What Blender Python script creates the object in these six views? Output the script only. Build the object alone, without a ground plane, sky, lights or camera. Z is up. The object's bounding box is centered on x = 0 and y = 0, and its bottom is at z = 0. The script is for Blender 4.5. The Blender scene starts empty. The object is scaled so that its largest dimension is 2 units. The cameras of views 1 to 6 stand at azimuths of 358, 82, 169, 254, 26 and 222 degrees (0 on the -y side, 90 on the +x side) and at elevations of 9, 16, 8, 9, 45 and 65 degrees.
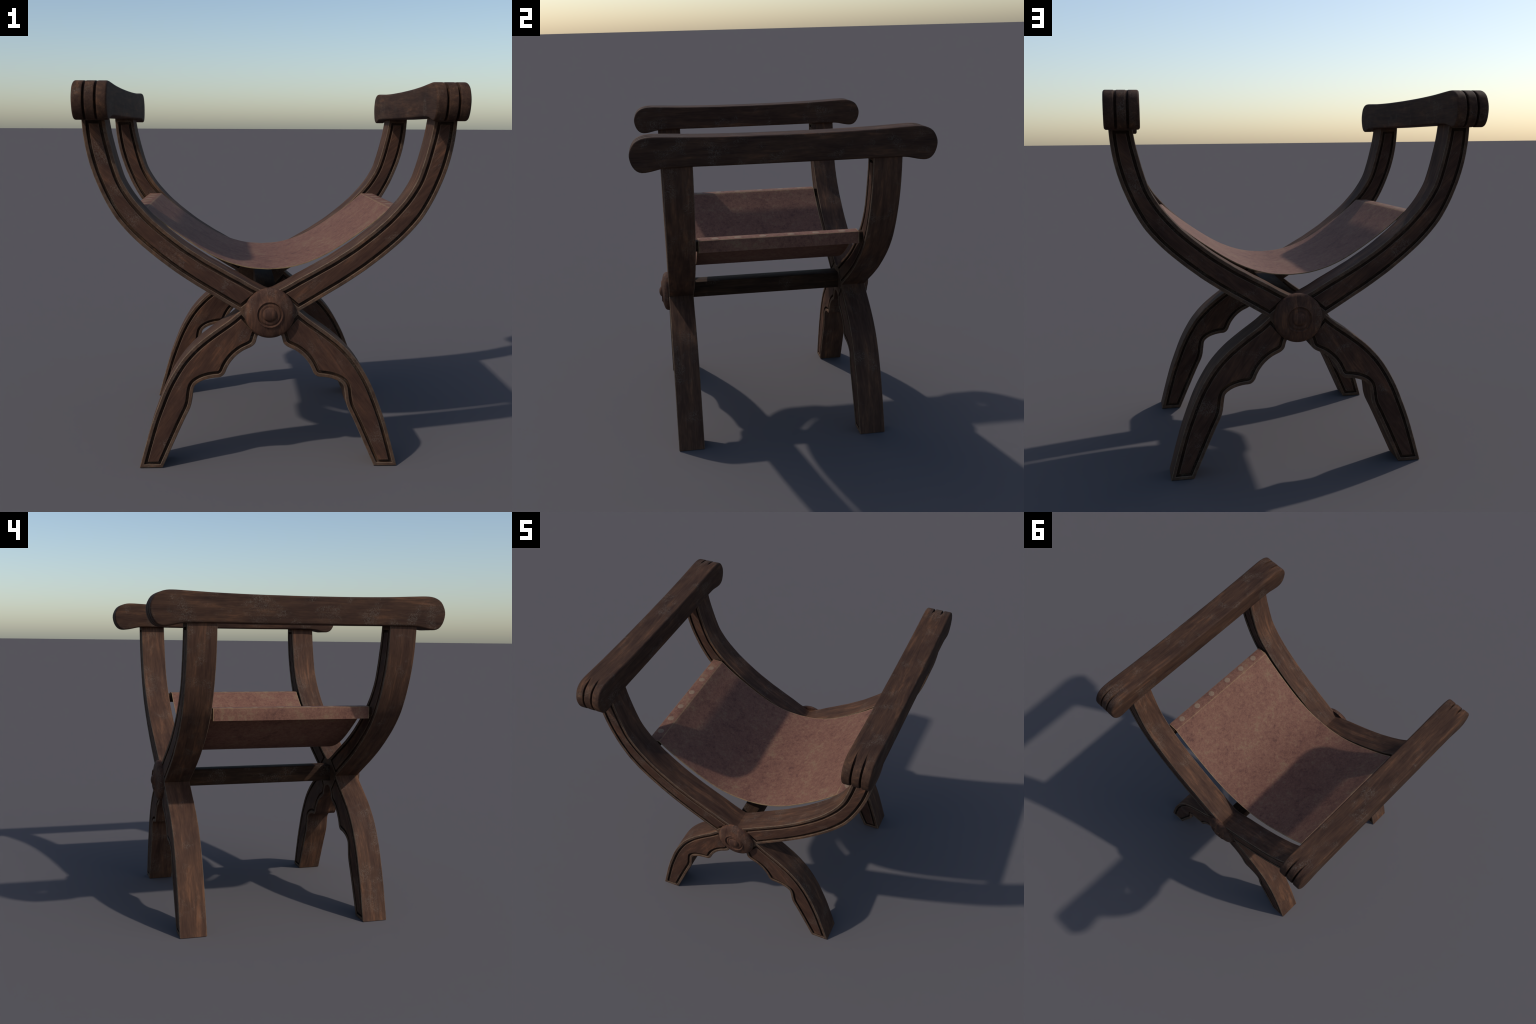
import bpy, bmesh, math
from mathutils import Vector, Matrix
from mathutils.geometry import delaunay_2d_cdt

# ------------------------------------------------------------------ sizes (metres)
FRAMES_Y   = [(-0.677, -0.513), (0.486, 0.651)]     # front and back X-frame: near / far face
PIVOT_Z    = 0.837
TOP_Z      = 1.836                                   # frame top, just inside the armrest
RIM, GROOVE, GROOVE_DEPTH = 0.0175, 0.0170, 0.016    # carved border of every limb
SEAT_Y     = (-0.495, 0.462)

# right half of the X-frame, (x, z): the four carved edges
ARM_OUTER = [(0.152, 0.845), (0.169, 0.8555), (0.197, 0.872), (0.226, 0.8895), (0.270, 0.9165), (0.315, 0.944),
             (0.358, 0.970), (0.421, 1.011), (0.495, 1.062), (0.532, 1.0905), (0.576, 1.125), (0.620, 1.162),
             (0.661, 1.198), (0.715, 1.252), (0.772, 1.320), (0.799, 1.362), (0.8245, 1.408), (0.8475, 1.456),
             (0.885, 1.551), (0.911, 1.643), (0.927, 1.738), (0.933, 1.812), (0.934, TOP_Z)]
ARM_INNER = [(0.0, 0.938), (0.020, 0.944), (0.043, 0.956), (0.091, 0.981), (0.134, 1.007), (0.179, 1.032),
             (0.225, 1.0575), (0.270, 1.0835), (0.315, 1.109), (0.356, 1.1355), (0.400, 1.164), (0.440, 1.192),
             (0.482, 1.2245), (0.527, 1.2605), (0.571, 1.299), (0.593, 1.319), (0.637, 1.366), (0.681, 1.418),
             (0.718, 1.473), (0.745, 1.524), (0.762, 1.574), (0.775, 1.618), (0.787, 1.664), (0.806, 1.745),
             (0.817, 1.812), (0.820, TOP_Z)]
LEG_OUTER = [(0.152, 0.845), (0.200, 0.804), (0.301, 0.731), (0.382, 0.665), (0.453, 0.587),
             (0.506, 0.505), (0.545, 0.428), (0.577, 0.348), (0.611, 0.255), (0.645, 0.140), (0.683, 0.0)]
LEG_INNER = [(0.0, 0.757), (0.025, 0.752), (0.050, 0.735), (0.064, 0.708), (0.073, 0.677), (0.089, 0.660),
             (0.137, 0.6355), (0.175, 0.606), (0.206, 0.568), (0.221, 0.540), (0.233, 0.513),
             (0.253, 0.4955), (0.290, 0.491), (0.325, 0.484), (0.360, 0.470), (0.389, 0.446),
             (0.398, 0.405), (0.404, 0.360), (0.414, 0.326), (0.435, 0.282), (0.465, 0.217),
             (0.497, 0.145), (0.561, 0.0)]
ARM_PANEL_END = ((0.077, 0.944), (0.139, 0.893))     # inner-edge side, outer-edge side
LEG_PANEL_END = ((0.096, 0.747), (0.149, 0.807))

# ------------------------------------------------------------------ small geometry helpers
def spline(pts, step=0.012):
    """centripetal Catmull-Rom through pts, resampled about every `step`."""
    P = [Vector(p) for p in pts]
    P = [2 * P[0] - P[1]] + P + [2 * P[-1] - P[-2]]
    out = []
    for i in range(1, len(P) - 2):
        p0, p1, p2, p3 = P[i - 1:i + 3]
        t0 = 0.0
        t1 = t0 + (p1 - p0).length ** 0.5
        t2 = t1 + (p2 - p1).length ** 0.5
        t3 = t2 + (p3 - p2).length ** 0.5
        n = max(2, int((p2 - p1).length / step))
        for k in range(n):
            t = t1 + (t2 - t1) * k / n
            a1 = p0 * ((t1 - t) / (t1 - t0)) + p1 * ((t - t0) / (t1 - t0))
            a2 = p1 * ((t2 - t) / (t2 - t1)) + p2 * ((t - t1) / (t2 - t1))
            a3 = p2 * ((t3 - t) / (t3 - t2)) + p3 * ((t - t2) / (t3 - t2))
            b1 = a1 * ((t2 - t) / (t2 - t0)) + a2 * ((t - t0) / (t2 - t0))
            b2 = a2 * ((t3 - t) / (t3 - t1)) + a3 * ((t - t1) / (t3 - t1))
            out.append(b1 * ((t2 - t) / (t2 - t1)) + b2 * ((t - t1) / (t2 - t1)))
    out.append(P[-2].copy())
    return out


def resample(poly, n):
    L = [0.0]
    for a, b in zip(poly, poly[1:]):
        L.append(L[-1] + (b - a).length)
    out, j = [], 0
    for k in range(n):
        s = L[-1] * k / (n - 1)
        while j < len(poly) - 2 and L[j + 1] < s:
            j += 1
        d = L[j + 1] - L[j]
        out.append(poly[j].lerp(poly[j + 1], 0 if d == 0 else (s - L[j]) / d))
    return out


def seg_dist(p, a, b):
    ab = b - a
    t = max(0, min(1, (p - a).dot(ab) / ab.length_squared))
    return (p - a - ab * t).length


def offset_open(poly, d):
    """offset an open polyline to its left by d, dropping points that fold back."""
    out = []
    n = len(poly)
    for i, p in enumerate(poly):
        t = (poly[min(i + 1, n - 1)] - poly[max(i - 1, 0)]).normalized()
        q = p + Vector((-t.y, t.x)) * d
        lo, hi = max(0, i - 14), min(n - 1, i + 14)
        if min(seg_dist(q, poly[k], poly[k + 1]) for k in range(lo, hi)) > abs(d) * 0.985:
            out.append(q)
    for _ in range(2):
        out = [out[0]] + [(out[i - 1] + out[i] * 2 + out[i + 1]) / 4 for i in range(1, len(out) - 1)] + [out[-1]]
    return out


def offset_closed(loop, d):
    """offset a counter-clockwise loop inwards by d (mitre limited), same vertex count."""
    n = len(loop)
    out = []
    for i, p in enumerate(loop):
        e1 = (p - loop[i - 1]).normalized()
        e2 = (loop[(i + 1) % n] - p).normalized()
        n1, n2 = Vector((-e1.y, e1.x)), Vector((-e2.y, e2.x))
        m = n1 + n2
        if m.length < 1e-6:
            m = n1.copy()
        m.normalize()
        out.append(p + m * (d / max(0.45, m.dot(n1))))
    return out


def clip_by_line(poly, a, b, keep):
    """cut polyline by the infinite line a-b, keep the part on the side of point `keep`."""
    nrm = Vector((-(b - a).y, (b - a).x))
    side = lambda p: (p - a).dot(nrm) * (1 if (keep - a).dot(nrm) > 0 else -1)
    # trailing run (furthest from the pivot end) that stays on the kept side
    i = len(poly) - 1
    while i > 0 and side(poly[i - 1]) > 0:
        i -= 1
    if i == 0:
        t = side(poly[0]) / (side(poly[0]) - side(poly[1])) if side(poly[0]) != side(poly[1]) else 0
        return [poly[0] + (poly[1] - poly[0]) * t] + poly[1:]
    s0, s1 = side(poly[i - 1]), side(poly[i])
    return [poly[i - 1].lerp(poly[i], s0 / (s0 - s1))] + poly[i:]


def clip_z(poly, z):
    """cut or extend the far end of a polyline to the height z."""
    a, b = poly[0], poly[-1]
    up = b.y > a.y
    keep = [p for p in poly if (p.y < z if up else p.y > z)]
    q = keep[-2], keep[-1]
    i = poly.index(keep[-1])
    nxt = poly[i + 1] if i + 1 < len(poly) else q[1] + (q[1] - q[0])
    dz = nxt.y - q[1].y
    keep.append(q[1] + (nxt - q[1]) * ((z - q[1].y) / dz))
    return keep


def new_object(name, bm, mats, parent=None, smooth_angle=35, matrix=None):
    bmesh.ops.recalc_face_normals(bm, faces=bm.faces)
    me = bpy.data.meshes.new(name)
    bm.to_mesh(me)
    bm.free()
    for m in mats:
        me.materials.append(m)
    me.shade_smooth()
    me.set_sharp_from_angle(angle=math.radians(smooth_angle))
    ob = bpy.data.objects.new(name, me)
    bpy.context.scene.collection.objects.link(ob)
    if parent:
        ob.parent = parent
    if matrix:
        me.transform(matrix.inverted())
        ob.matrix_basis = matrix
    return ob


def add_loop(bm, loop, y):
    return [bm.verts.new((p.x, y, p.y)) for p in loop]


def bridge(bm, la, lb, mat=0):
    n = len(la)
    for i in range(n):
        f = bm.faces.new((la[i], la[(i + 1) % n], lb[(i + 1) % n], lb[i]))
        f.material_index = mat


def fill_region(bm, outer, holes, mat=0):
    """triangulate the flat region between an outer vert loop and hole vert loops (plane XZ)."""
    verts = list(outer)
    edges = [(i, (i + 1) % len(outer)) for i in range(len(outer))]
    for h in holes:
        o = len(verts)
        verts += h
        edges += [(o + i, o + (i + 1) % len(h)) for i in range(len(h))]
    co = [Vector((v.co.x, v.co.z)) for v in verts]
    vo, _, faces, orig, _, _ = delaunay_2d_cdt(co, edges, [], 0, 1e-7)
    loops = [[(v.co.x, v.co.z) for v in outer]] + [[(v.co.x, v.co.z) for v in h] for h in holes]

    def inside(p):
        c = False
        for lp in loops:
            j = len(lp) - 1
            for i in range(len(lp)):
                (xi, yi), (xj, yj) = lp[i], lp[j]
                if (yi > p.y) != (yj > p.y) and p.x < (xj - xi) * (p.y - yi) / (yj - yi) + xi:
                    c = not c
                j = i
        return c
    for f in faces:
        if not inside(sum((vo[i] for i in f), Vector((0, 0))) / len(f)):
            continue
        vs = [verts[orig[i][0]] for i in f if orig[i]]
        if len(set(vs)) >= 3:
            try:
                bm.faces.new(vs).material_index = mat
            except ValueError:
                pass

# ------------------------------------------------------------------ materials
class Nodes:
    def __init__(self, name):
        self.mat = bpy.data.materials.new(name)
        self.mat.use_nodes = True
        self.t = self.mat.node_tree
        self.t.nodes.clear()
        out = self.t.nodes.new('ShaderNodeOutputMaterial')
        self.bsdf = self.t.nodes.new('ShaderNodeBsdfPrincipled')
        self.t.links.new(self.bsdf.outputs[0], out.inputs[0])
        self.coord = self.t.nodes.new('ShaderNodeTexCoord').outputs['Object']
        self.rand = self.t.nodes.new('ShaderNodeObjectInfo').outputs['Random']

    def link(self, a, b):
        self.t.links.new(a, b)

    def noise(self, scale, detail=4, rough=0.55, distort=0.0, seed=0.0, per_object=True):
        mp = self.t.nodes.new('ShaderNodeMapping')
        mp.inputs['Scale'].default_value = scale
        self.link(self.coord, mp.inputs[0])
        nz = self.t.nodes.new('ShaderNodeTexNoise')
        nz.noise_dimensions = '4D'
        nz.inputs['Scale'].default_value = 1.0
        nz.inputs['Detail'].default_value = detail
        nz.inputs['Roughness'].default_value = rough
        nz.inputs['Distortion'].default_value = distort
        self.link(mp.outputs[0], nz.inputs['Vector'])
        if per_object:
            self.link(self.math('MULTIPLY_ADD', self.rand, 7.0, seed), nz.inputs['W'])
        else:
            nz.inputs['W'].default_value = seed
        return nz.outputs['Fac']

    def math(self, op, a, b, c=0.0):
        m = self.t.nodes.new('ShaderNodeMath')
        m.operation = op
        for i, v in enumerate((a, b, c)):
            if isinstance(v, (int, float)):
                m.inputs[i].default_value = v
            else:
                self.link(v, m.inputs[i])
        return m.outputs[0]

    def ramp(self, fac, stops):
        r = self.t.nodes.new('ShaderNodeValToRGB')
        e = r.color_ramp.elements
        while len(e) < len(stops):
            e.new(0.5)
        for el, (pos, col) in zip(e, stops):
            el.position = pos
            el.color = (*col, 1) if isinstance(col, tuple) else (col, col, col, 1)
        self.link(fac, r.inputs[0])
        return r.outputs[0]

    def mix(self, fac, a, b, mode='MIX'):
        m = self.t.nodes.new('ShaderNodeMix')
        m.data_type = 'RGBA'
        m.blend_type = mode
        for sock, v in ((m.inputs[0], fac), (m.inputs[6], a), (m.inputs[7], b)):
            if isinstance(v, tuple):
                sock.default_value = (*v, 1)
            elif isinstance(v, (int, float)):
                sock.default_value = v
            else:
                self.link(v, sock)
        return m.outputs[2]

    def bump(self, height, strength, dist=0.004):
        b = self.t.nodes.new('ShaderNodeBump')
        b.inputs['Strength'].default_value = strength
        b.inputs['Distance'].default_value = dist
        self.link(height, b.inputs['Height'])
        self.link(b.outputs[0], self.bsdf.inputs['Normal'])


def wood(name, along, gain=1.0, red=0.0, worn=0.0, streaks=1.0):
    """dark stained wood; `along` = per-axis stretch (0 runs with the grain, 1 across it);
    `worn` adds rubbed tan edges, `red` shifts the stain towards mahogany."""
    n = Nodes(name)
    sc = lambda lo, hi: tuple(lo + (hi - lo) * a for a in along)
    streak = n.noise(sc(3.4, 30.0), 7, 0.68, 0.6, 1.0)
    fine = n.noise(sc(11.0, 190.0), 4, 0.65, 0.2, 2.0)
    blotch = n.noise(sc(4.0, 9.0), 5, 0.65, 0.5, 3.0)
    g = lambda r, gg, b: (r * gain * (1 + 0.12 * red), gg * gain, b * gain * (1 + 0.05 * red))
    v = n.math('ADD', n.math('MULTIPLY', streak, 0.62 * streaks), n.math('MULTIPLY', blotch, 1 - 0.62 * streaks))
    col = n.ramp(v, [(0.35, g(0.048, 0.0270, 0.0195)), (0.46, g(0.077, 0.0425, 0.0285)),
                     (0.54, g(0.104, 0.0565, 0.0350)), (0.63, g(0.180, 0.0890, 0.0480))])
    col = n.mix(0.75, col, n.ramp(fine, [(0.34, 0.68), (0.56, 1.0)]), 'MULTIPLY')
    # faint scuffs: thin pale scratches gathered in a few small clouds
    patch = n.ramp(n.noise((8.5, 8.5, 8.5), 2, 0.5, 0.6, 5.0), [(0.53, 0.0), (0.66, 1.0)])
    scr = n.noise((60.0, 60.0, 60.0), 6, 0.72, 3.0, 6.0)
    line = n.ramp(scr, [(0.50, 0.0), (0.585, 1.0), (0.66, 0.15)])
    dust = n.math('MULTIPLY', n.math('MULTIPLY', patch, line), 0.44)
    col = n.mix(dust, col, (0.165, 0.140, 0.112))
    if worn:
        rub = n.ramp(n.noise((30.0, 30.0, 30.0), 5, 0.65, 0.3, 8.0), [(0.32, 0.15), (0.62, 1.0)])
        col = n.mix(n.math('MULTIPLY', rub, worn), col, (0.185, 0.135, 0.092))
    n.link(col, n.bsdf.inputs['Base Color'])
    n.link(n.math('MULTIPLY_ADD', dust, 0.2, 0.72), n.bsdf.inputs['Roughness'])
    n.bsdf.inputs['Specular IOR Level'].default_value = 0.07
    n.bump(fine, 0.2, 0.0015)
    return n.mat


def leather(name, tan=0.0):
    n = Nodes(name)
    cloud = n.noise((7.0, 7.0, 7.0), 5, 0.62, 0.6, 1.0)
    mottle = n.noise((44.0, 44.0, 44.0), 5, 0.68, 0.3, 2.0)
    grain = n.noise((150.0, 150.0, 150.0), 3, 0.6, 0.0, 3.0)
    v = n.math('ADD', n.math('MULTIPLY', cloud, 0.42), n.math('MULTIPLY', mottle, 0.58))
    col = n.ramp(v, [(0.37, (0.108, 0.051, 0.039)), (0.455, (0.156, 0.073, 0.052)),
                     (0.53, (0.182, 0.088, 0.061)), (0.61, (0.196, 0.116, 0.073))])
    col = n.mix(0.6, col, n.ramp(grain, [(0.36, 0.72), (0.58, 1.0)]), 'MULTIPLY')
    if tan:
        col = n.mix(n.ramp(mottle, [(0.30, tan * 0.4), (0.6, tan)]), col, (0.270, 0.190, 0.095))
    n.link(col, n.bsdf.inputs['Base Color'])
    n.bsdf.inputs['Roughness'].default_value = 0.72
    n.bsdf.inputs['Specular IOR Level'].default_value = 0.12
    n.bump(grain, 0.3, 0.003)
    return n.mat


def stud_material():
    n = Nodes('leather_covered_stud')
    v = n.noise((60.0, 60.0, 60.0), 4, 0.6, 0.2, 1.0)
    n.link(n.ramp(v, [(0.35, (0.185, 0.122, 0.084)), (0.62, (0.225, 0.150, 0.102))]), n.bsdf.inputs['Base Color'])
    n.bsdf.inputs['Roughness'].default_value = 0.7
    n.bsdf.inputs['Specular IOR Level'].default_value = 0.12
    return n.mat


WOOD_PANEL = wood('wood_panel', (0, 1, 1), 0.68, 0.8, 0.0, 0.75)
WOOD_SIDE = wood('wood_bent_side', (0, 1, 0), 0.80, 0.4)
WOOD_RIM = wood('wood_carved_rim', (1, 1, 1), 0.72, 0.3, 0.14, 0.6)
WOOD_WORN = wood('wood_worn_edge', (0.6, 0.6, 0.6), 0.85, 0.0, 0.70)
WOOD_GROOVE = wood('wood_groove_painted_shade', (1, 1, 1), 0.45, 0.0, 0.0, 0.5)  # same wood, gain lowered to paint shadow into the carved channels
WOOD_ARMREST = wood('wood_armrest', (1, 0, 1), 0.61, 0.3)
WOOD_RAIL = wood('wood_rail', (1, 0, 1), 0.42)  # stretcher and seat rails: colour darkened for the baked occlusion around the seat
WOOD_ROSETTE = wood('wood_turned', (1, 1, 0), 0.75, 0.8, 0.0, 1.2)
LEATHER = leather('seat_leather')
LEATHER_EDGE = leather('seat_leather_worn_edge', 0.75)
LEATHER_CREASE = leather('seat_leather_rubbed_crease', 0.42)
STUD = stud_material()

# ------------------------------------------------------------------ the chair
chair = bpy.data.objects.new('folding_chair', None)
bpy.context.scene.collection.objects.link(chair)
chair['label'] = 'dark carved wooden X-frame armchair with brown leather sling seat'
chair['category'] = 'folding chair'

arm_out, arm_in = spline(ARM_OUTER), spline(ARM_INNER)
leg_out, leg_in = spline(LEG_OUTER), spline(LEG_INNER, 0.007)


def limb_loop(kind, d):
    """closed loop inset by d inside one limb; fixed vertex count so loops can be bridged."""
    if kind == 'arm':
        a, b, end, far = offset_open(arm_out, d), offset_open(arm_in, -d), ARM_PANEL_END, TOP_Z - 0.006 - d
        keep = Vector((0.5, 1.15))
    else:
        a, b, end, far = offset_open(leg_out, -d), offset_open(leg_in, d), LEG_PANEL_END, d * 0.95
        keep = Vector((0.4, 0.55))
    p, q = Vector(end[0]), Vector(end[1])
    nrm = Vector((-(q - p).y, (q - p).x)).normalized()
    if nrm.dot(keep - p) < 0:
        nrm = -nrm
    shift = nrm * (d - RIM - GROOVE)
    p, q = p + shift, q + shift
    a = clip_z(clip_by_line(a, p, q, keep), far)
    b = clip_z(clip_by_line(b, p, q, keep), far)
    na, nb, ne = 90, 130, 8
    a, b = resample(a, na), resample(b, nb)
    loop = a + resample([a[-1], b[-1]], ne)[1:-1] + b[::-1] + resample([b[0], a[0]], ne)[1:-1]
    return loop


def slim_legs(bm, y_inner, s_out):
    """below the pivot the front frame is a little thinner on the face that looks under the seat."""
    for v in bm.verts:
        if abs(v.co.y - y_inner) < 0.03:
            t = max(0.0, min(1.0, (0.98 - v.co.z) / 0.20))
            v.co.y += s_out * (0.004 if y_inner < 0 else 0.0) * t * t * (3 - 2 * t)


def mirror(loop):
    return [Vector((-p.x, p.y)) for p in loop][::-1]


def ccw(loop):
    s = sum(a.x * b.y - b.x * a.y for a, b in zip(loop, loop[1:] + loop[:1]))
    return loop if s > 0 else loop[::-1]


def frame_outline():
    right = leg_in + leg_out[::-1] + arm_out[1:] + arm_in[::-1]      # crotch, foot, notch, top, crotch
    left = mirror(right)
    return ccw(right + left[1:-1])


LIMB_ANGLE = {'arm': math.radians(42), 'leg': math.radians(-55)}


def build_frame(y0, y1):
    outline = frame_outline()
    bm = bmesh.new()
    b = 0.003
    inner = offset_closed(outline, b)
    rims = []
    for face_y, s in ((y0, 1), (y1, -1)):
        rim = add_loop(bm, outline, face_y + s * b)
        face = add_loop(bm, inner, face_y)
        bridge(bm, rim, face, 1)
        rims.append(rim)
        holes = []
        for kind in ('arm', 'leg'):
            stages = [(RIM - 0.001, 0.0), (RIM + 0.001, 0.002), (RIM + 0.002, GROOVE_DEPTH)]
            for flip in (False, True):
                prev = None
                for i, (d, depth) in enumerate(stages):
                    lp = limb_loop(kind, d)
                    lp = mirror(lp) if flip else lp
                    vs = add_loop(bm, lp, face_y + s * depth)
                    if prev is None:
                        holes.append(vs)
                    else:
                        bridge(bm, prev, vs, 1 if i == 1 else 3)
                    prev = vs
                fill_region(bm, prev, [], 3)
        fill_region(bm, face, holes, 2)
    bridge(bm, rims[0], rims[1], 0)
    y_in, s_out = (y1, -1) if y1 < 0 else (y0, 1)
    slim_legs(bm, y_in, s_out)
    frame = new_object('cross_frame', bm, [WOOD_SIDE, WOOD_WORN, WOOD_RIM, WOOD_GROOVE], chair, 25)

    for face_y, s in ((y0, 1), (y1, -1)):
        for kind in ('arm', 'leg'):
            for flip in (False, True):
                bm = bmesh.new()
                d = RIM + GROOVE
                prev = None
                for dd, depth in ((d - 0.001, GROOVE_DEPTH + 0.002), (d, 0.0025), (d + 0.0015, 0.0008)):
                    lp = limb_loop(kind, dd)
                    vs = add_loop(bm, mirror(lp) if flip else lp, face_y + s * depth)
                    if prev:
                        bridge(bm, prev, vs, 1 if depth < 0.002 else 0)
                    else:
                        fill_region(bm, vs, [])
                    prev = vs
                fill_region(bm, prev, [])
                slim_legs(bm, y_in, s_out)
                ang = LIMB_ANGLE[kind] if not flip else math.pi - LIMB_ANGLE[kind]
                ctr = Vector((0.5 if not flip else -0.5, face_y, 1.2 if kind == 'arm' else 0.5))
                m = Matrix.Translation(ctr) @ Matrix.Rotation(-ang, 4, 'Y')
                new_object('panel', bm, [WOOD_PANEL, WOOD_WORN], frame, 25, matrix=m)
    return frame


ROSETTE = [(0.0, 0.0690), (0.008, 0.0683), (0.016, 0.0664), (0.024, 0.0630), (0.030, 0.0585), (0.0335, 0.054),
           (0.0355, 0.0495), (0.0375, 0.0475), (0.041, 0.0472), (0.0445, 0.0485), (0.050, 0.0485), (0.054, 0.0465), (0.057, 0.0435),
           (0.0600, 0.0430), (0.0620, 0.0450), (0.0635, 0.0505), (0.0655, 0.0525), (0.068, 0.0518), (0.070, 0.0480),
           (0.076, 0.0450), (0.095, 0.0395), (0.113, 0.0330), (0.1175, 0.0300), (0.1225, 0.0260), (0.1270, 0.0200),
           (0.1295, 0.012), (0.1300, -0.004)]


def build_rosette(frame, y_face, s):
    bm = bmesh.new()
    n = 72
    prev = None
    for r, h in ROSETTE:
        y = y_face + s * h * 0.92
        if r == 0:
            ring = [bm.verts.new((0, y, PIVOT_Z))]
        else:
            ring = [bm.verts.new((r * math.cos(2 * math.pi * k / n), y, PIVOT_Z + r * math.sin(2 * math.pi * k / n)))
                    for k in range(n)]
        if prev:
            for k in range(n):
                if len(prev) == 1:
                    bm.faces.new((prev[0], ring[k], ring[(k + 1) % n]))
                else:
                    bm.faces.new((prev[k], ring[k], ring[(k + 1) % n], prev[(k + 1) % n]))
        prev = ring
    bm.faces.new(prev)
    new_object('rosette', bm, [WOOD_ROSETTE], frame, 28)


front = build_frame(*FRAMES_Y[0])
back = build_frame(*FRAMES_Y[1])
build_rosette(front, FRAMES_Y[0][0], -1)
build_rosette(back, FRAMES_Y[1][1], 1)

# ------------------------------------------------------------------ armrests
ARM_HALF = [(0.0, 1.831), (0.30, 1.831), (0.60, 1.832), (0.675, 1.829), (0.715, 1.821), (0.750, 1.814),
            (0.785, 1.812), (0.812, 1.822), (0.833, 1.847), (0.846, 1.885), (0.847, 1.915), (0.838, 1.943),
            (0.820, 1.971), (0.792, 1.989), (0.760, 1.998), (0.725, 2.000), (0.64, 1.997), (0.50, 1.991), (0.28, 1.986),
            (0.0, 1.984)]
ARM_X = (0.7825, 0.9505)
SLOTS_X = (0.8385, 0.8945)


def build_armrest(side):
    half = spline(ARM_HALF, 0.013)
    loop = ccw(half + [Vector((-p.x, p.y)) for p in half[::-1]][1:-1])     # (y, z)
    n = len(loop)
    r = 0.011
    cols = []                                   # (x, edge inset)
    for k in range(7):
        a = k / 6 * math.pi / 2
        cols.append((ARM_X[0] + r - r * math.cos(a), r - r * math.sin(a)))
    xs, x = [], ARM_X[0] + r
    for c in SLOTS_X:
        xs += [c - 0.017, c - 0.012, c - 0.009, c - 0.0065, c - 0.0045, c - 0.002,
               c + 0.002, c + 0.0045, c + 0.0065, c + 0.009, c + 0.012, c + 0.017]
    xs += [0.8665, 0.812, 0.925]
    cols += [(x, 0.0) for x in sorted(xs) if x > ARM_X[0] + r + 0.002 and x < ARM_X[1] - r - 0.002]
    for k in range(7):
        a = math.pi / 2 - k / 6 * math.pi / 2
        cols.append((ARM_X[1] - r + r * math.cos(a), r - r * math.sin(a)))

    def slot_depth(p):
        """how deep the finger slots cut at this outline point."""
        y, z = abs(p.x), p.y
        top = max(0.0, min(1.0, (y - 0.712) / 0.12)) if z > 1.9 else 1.0
        bot = max(0.0, min(1.0, (y - 0.745) / 0.06)) if z < 1.9 else 1.0
        return 0.032 * min(top, bot) ** 1.3

    def slot(x):
        u = min(abs(x - c) for c in SLOTS_X)
        if u >= 0.012:
            return 0.0
        if u >= 0.0065:
            return 0.05 * ((0.012 - u) / 0.0055) ** 2     # softly rolled lip
        return 1.0 if u <= 0.0045 else 0.05 + 0.95 * (0.0065 - u) / 0.002

    bm = bmesh.new()
    grid = []
    for x, inset in cols:
        base = offset_closed(loop, inset) if inset else loop
        col = []
        s = slot(x)
        tang = [(loop[(i + 1) % n] - loop[i - 1]).normalized() for i in range(n)]
        for i, p in enumerate(base):
            q = p
            if s:
                q = p + Vector((-tang[i].y, tang[i].x)) * (slot_depth(loop[i]) * s)
            col.append(bm.verts.new((side * x, q.x, q.y)))
        grid.append(col)
    for ca, cb in zip(grid, grid[1:]):
        bridge(bm, ca, cb)
    for col in (grid[0], grid[-1]):
        bm.faces.new(col)
    bmesh.ops.triangulate(bm, faces=[f for f in bm.faces if len(f.verts) > 4])
    return new_object('armrest', bm, [WOOD_ARMREST], chair, 40)


for side in (-1, 1):
    build_armrest(side)

# ------------------------------------------------------------------ stretcher between the frames
def box(name, xr, yr, zr, mats, parent, bevel=0.004, matrix=None):
    bm = bmesh.new()
    bmesh.ops.create_cube(bm, size=1.0)
    for v in bm.verts:
        v.co = Vector((xr[0] if v.co.x < 0 else xr[1], yr[0] if v.co.y < 0 else yr[1], zr[0] if v.co.z < 0 else zr[1]))
    bmesh.ops.bevel(bm, geom=bm.edges[:], offset=bevel, segments=2, affect='EDGES', profile=0.5)
    return new_object(name, bm, mats, parent, 40, matrix)


box('stretcher', (-0.055, 0.055), (FRAMES_Y[0][1] - 0.02, FRAMES_Y[1][0] + 0.02), (0.797, 0.903), [WOOD_RAIL], chair)

# ------------------------------------------------------------------ sling seat
SLING = [(0.642, 1.361), (0.590, 1.314), (0.520, 1.258), (0.440, 1.2015), (0.350, 1.1425), (0.270, 1.099),
         (0.190, 1.067), (0.100, 1.045), (0.0, 1.037)]
FLAP_X, STRIP_Z, FLAP_BOTTOM, THICK = 0.719, 1.3615, 1.289, 0.005


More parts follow.
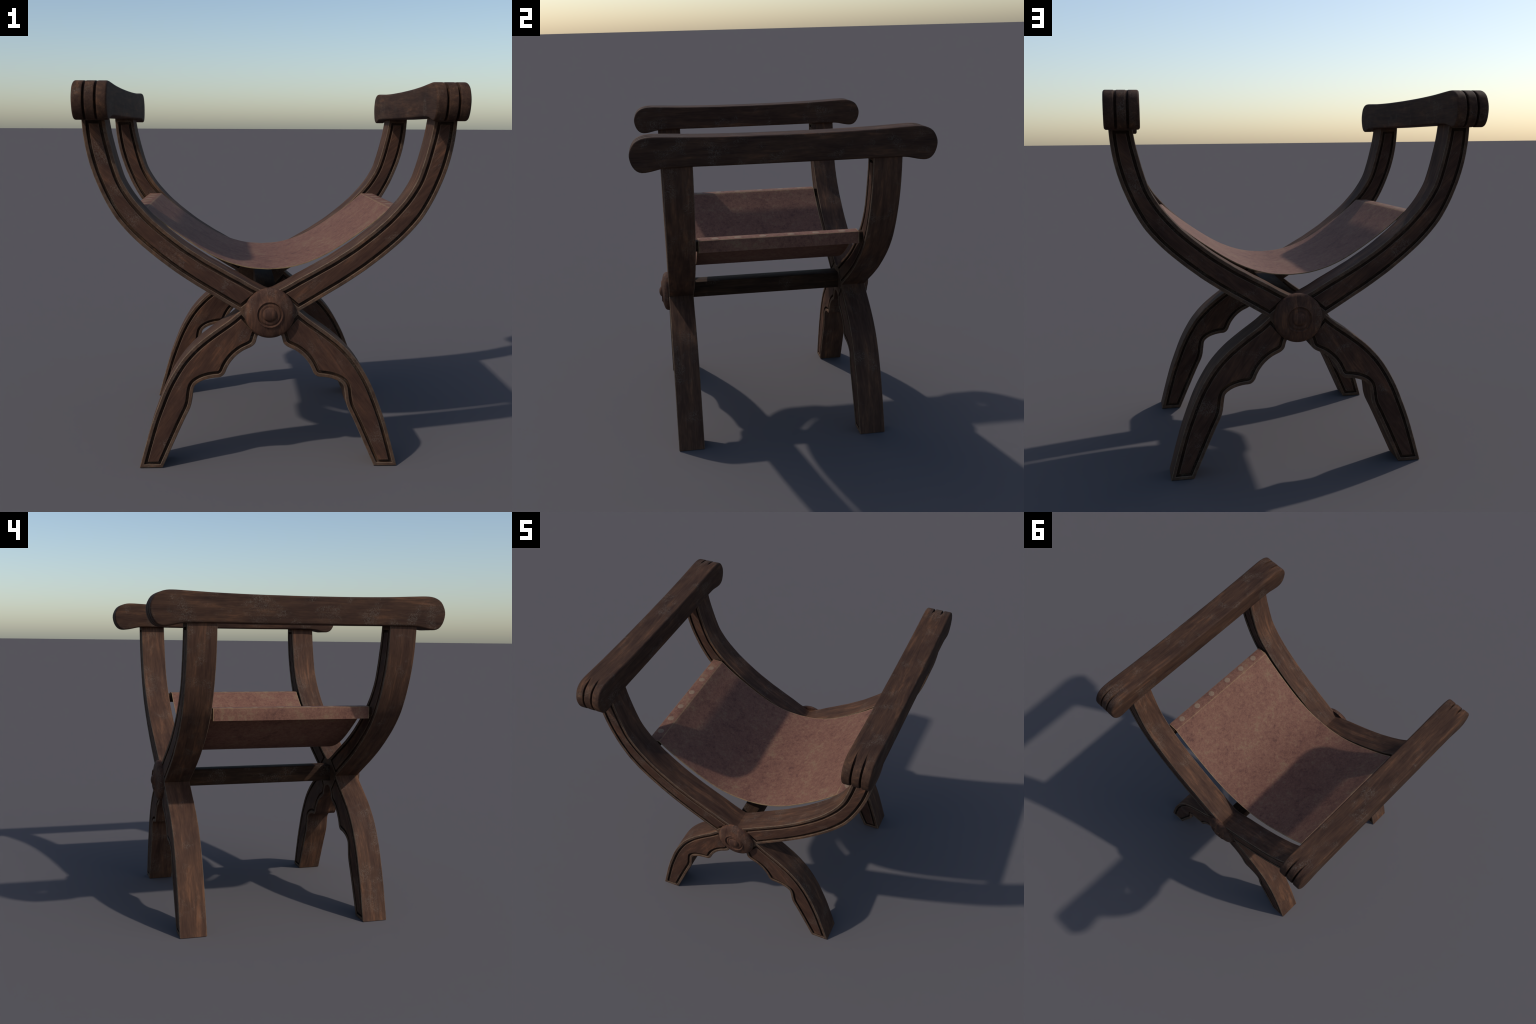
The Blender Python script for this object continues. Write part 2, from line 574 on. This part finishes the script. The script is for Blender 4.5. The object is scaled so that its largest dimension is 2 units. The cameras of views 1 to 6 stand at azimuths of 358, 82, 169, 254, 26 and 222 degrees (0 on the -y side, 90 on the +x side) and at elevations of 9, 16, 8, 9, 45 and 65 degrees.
def build_seat():
    sl = spline(SLING, 0.02)
    corner = [Vector((FLAP_X + 0.0 - 0.004 * (1 - math.cos(a)), STRIP_Z - 0.004 * (1 - math.sin(a))))
              for a in (0, math.pi / 4, math.pi / 2)]
    ridge_in = Vector((sl[0].x + 0.003, STRIP_Z + 0.0002))
    half = [Vector((FLAP_X, FLAP_BOTTOM)), Vector((FLAP_X, 1.3225))] + corner + \
           [Vector((0.690, STRIP_Z)), Vector((0.664, STRIP_Z)), ridge_in] + \
           [Vector((sl[0].x - 0.003, sl[0].y - 0.003))] + sl[1:]
    n_half = len(half)
    path = half + [Vector((-p.x, p.y)) for p in half[:-1]][::-1]
    m = len(path)
    inner = []
    for i, p in enumerate(path):
        e1 = (p - path[i - 1]).normalized() if i else (path[1] - p).normalized()
        e2 = (path[i + 1] - p).normalized() if i < m - 1 else e1
        nn = Vector((-e1.y, e1.x)) + Vector((-e2.y, e2.x))
        nn.normalize()
        inner.append(p + nn * THICK / max(0.5, nn.dot(Vector((-e1.y, e1.x)))))
    crease = {2, 3, n_half - len(sl) - 1}
    crease |= {m - 2 - k for k in crease}
    bm = bmesh.new()
    y0, y1 = SEAT_Y
    ny = 12
    ys = [y0, y0 + 0.004] + [y0 + (y1 - y0) * k / ny for k in range(1, ny)] + [y1 - 0.004, y1]
    rows_o = [[bm.verts.new((p.x, y, p.y)) for p in path] for y in ys]
    rows_i = [[bm.verts.new((p.x, y, p.y)) for p in inner] for y in ys]
    nr = len(ys)
    for rows in (rows_o, rows_i):
        for j in range(nr - 1):
            for i in range(m - 1):
                f = bm.faces.new((rows[j][i], rows[j][i + 1], rows[j + 1][i + 1], rows[j + 1][i]))
                f.material_index = 1 if j in (0, nr - 2) else 2 if i in crease else 0
    for j in (0, nr - 1):
        for i in range(m - 1):
            bm.faces.new((rows_o[j][i], rows_o[j][i + 1], rows_i[j][i + 1], rows_i[j][i])).material_index = 1
    for i in (0, m - 1):
        for j in range(nr - 1):
            bm.faces.new((rows_o[j][i], rows_o[j + 1][i], rows_i[j + 1][i], rows_i[j][i])).material_index = 1
    return new_object('seat', bm, [LEATHER, LEATHER_EDGE, LEATHER_CREASE], chair, 38)


seat = build_seat()

# wooden rails inside the leather folds, let into the frames
for s in (-1, 1):
    xr = sorted((s * 0.652, s * 0.7115))
    box('seat_rail', xr, (FRAMES_Y[0][1] - 0.012, FRAMES_Y[1][0] + 0.012), (1.297, 1.3545), [WOOD_RAIL], chair, 0.003)

# flat studs along each folded strip
def stud_mesh():
    bm = bmesh.new()
    n, prof = 28, [(0.0, 0.0016), (0.012, 0.0015), (0.0195, 0.0011), (0.0218, 0.0004), (0.0225, -0.002)]
    prev = None
    for r, h in prof:
        ring = [bm.verts.new((0, 0, h))] if r == 0 else \
            [bm.verts.new((r * math.cos(2 * math.pi * k / n), r * math.sin(2 * math.pi * k / n), h)) for k in range(n)]
        if prev:
            for k in range(n):
                if len(prev) == 1:
                    bm.faces.new((prev[0], ring[k], ring[(k + 1) % n]))
                else:
                    bm.faces.new((prev[k], ring[k], ring[(k + 1) % n], prev[(k + 1) % n]))
        prev = ring
    bm.faces.new(prev)
    return new_object('stud', bm, [STUD], seat, 50)


STUD_Y = (-0.398, -0.259, -0.111, 0.052, 0.210, 0.364)
first = stud_mesh()
k = 0
for s in (-1, 1):
    for y in STUD_Y:
        ob = first if k == 0 else first.copy()
        if k:
            bpy.context.scene.collection.objects.link(ob)
        ob.parent = seat
        ob.location = (s * 0.684, y + 0.004 * math.sin(k * 2.3), STRIP_Z)
        ob.rotation_euler = (0, 0, k * 1.7)
        k += 1
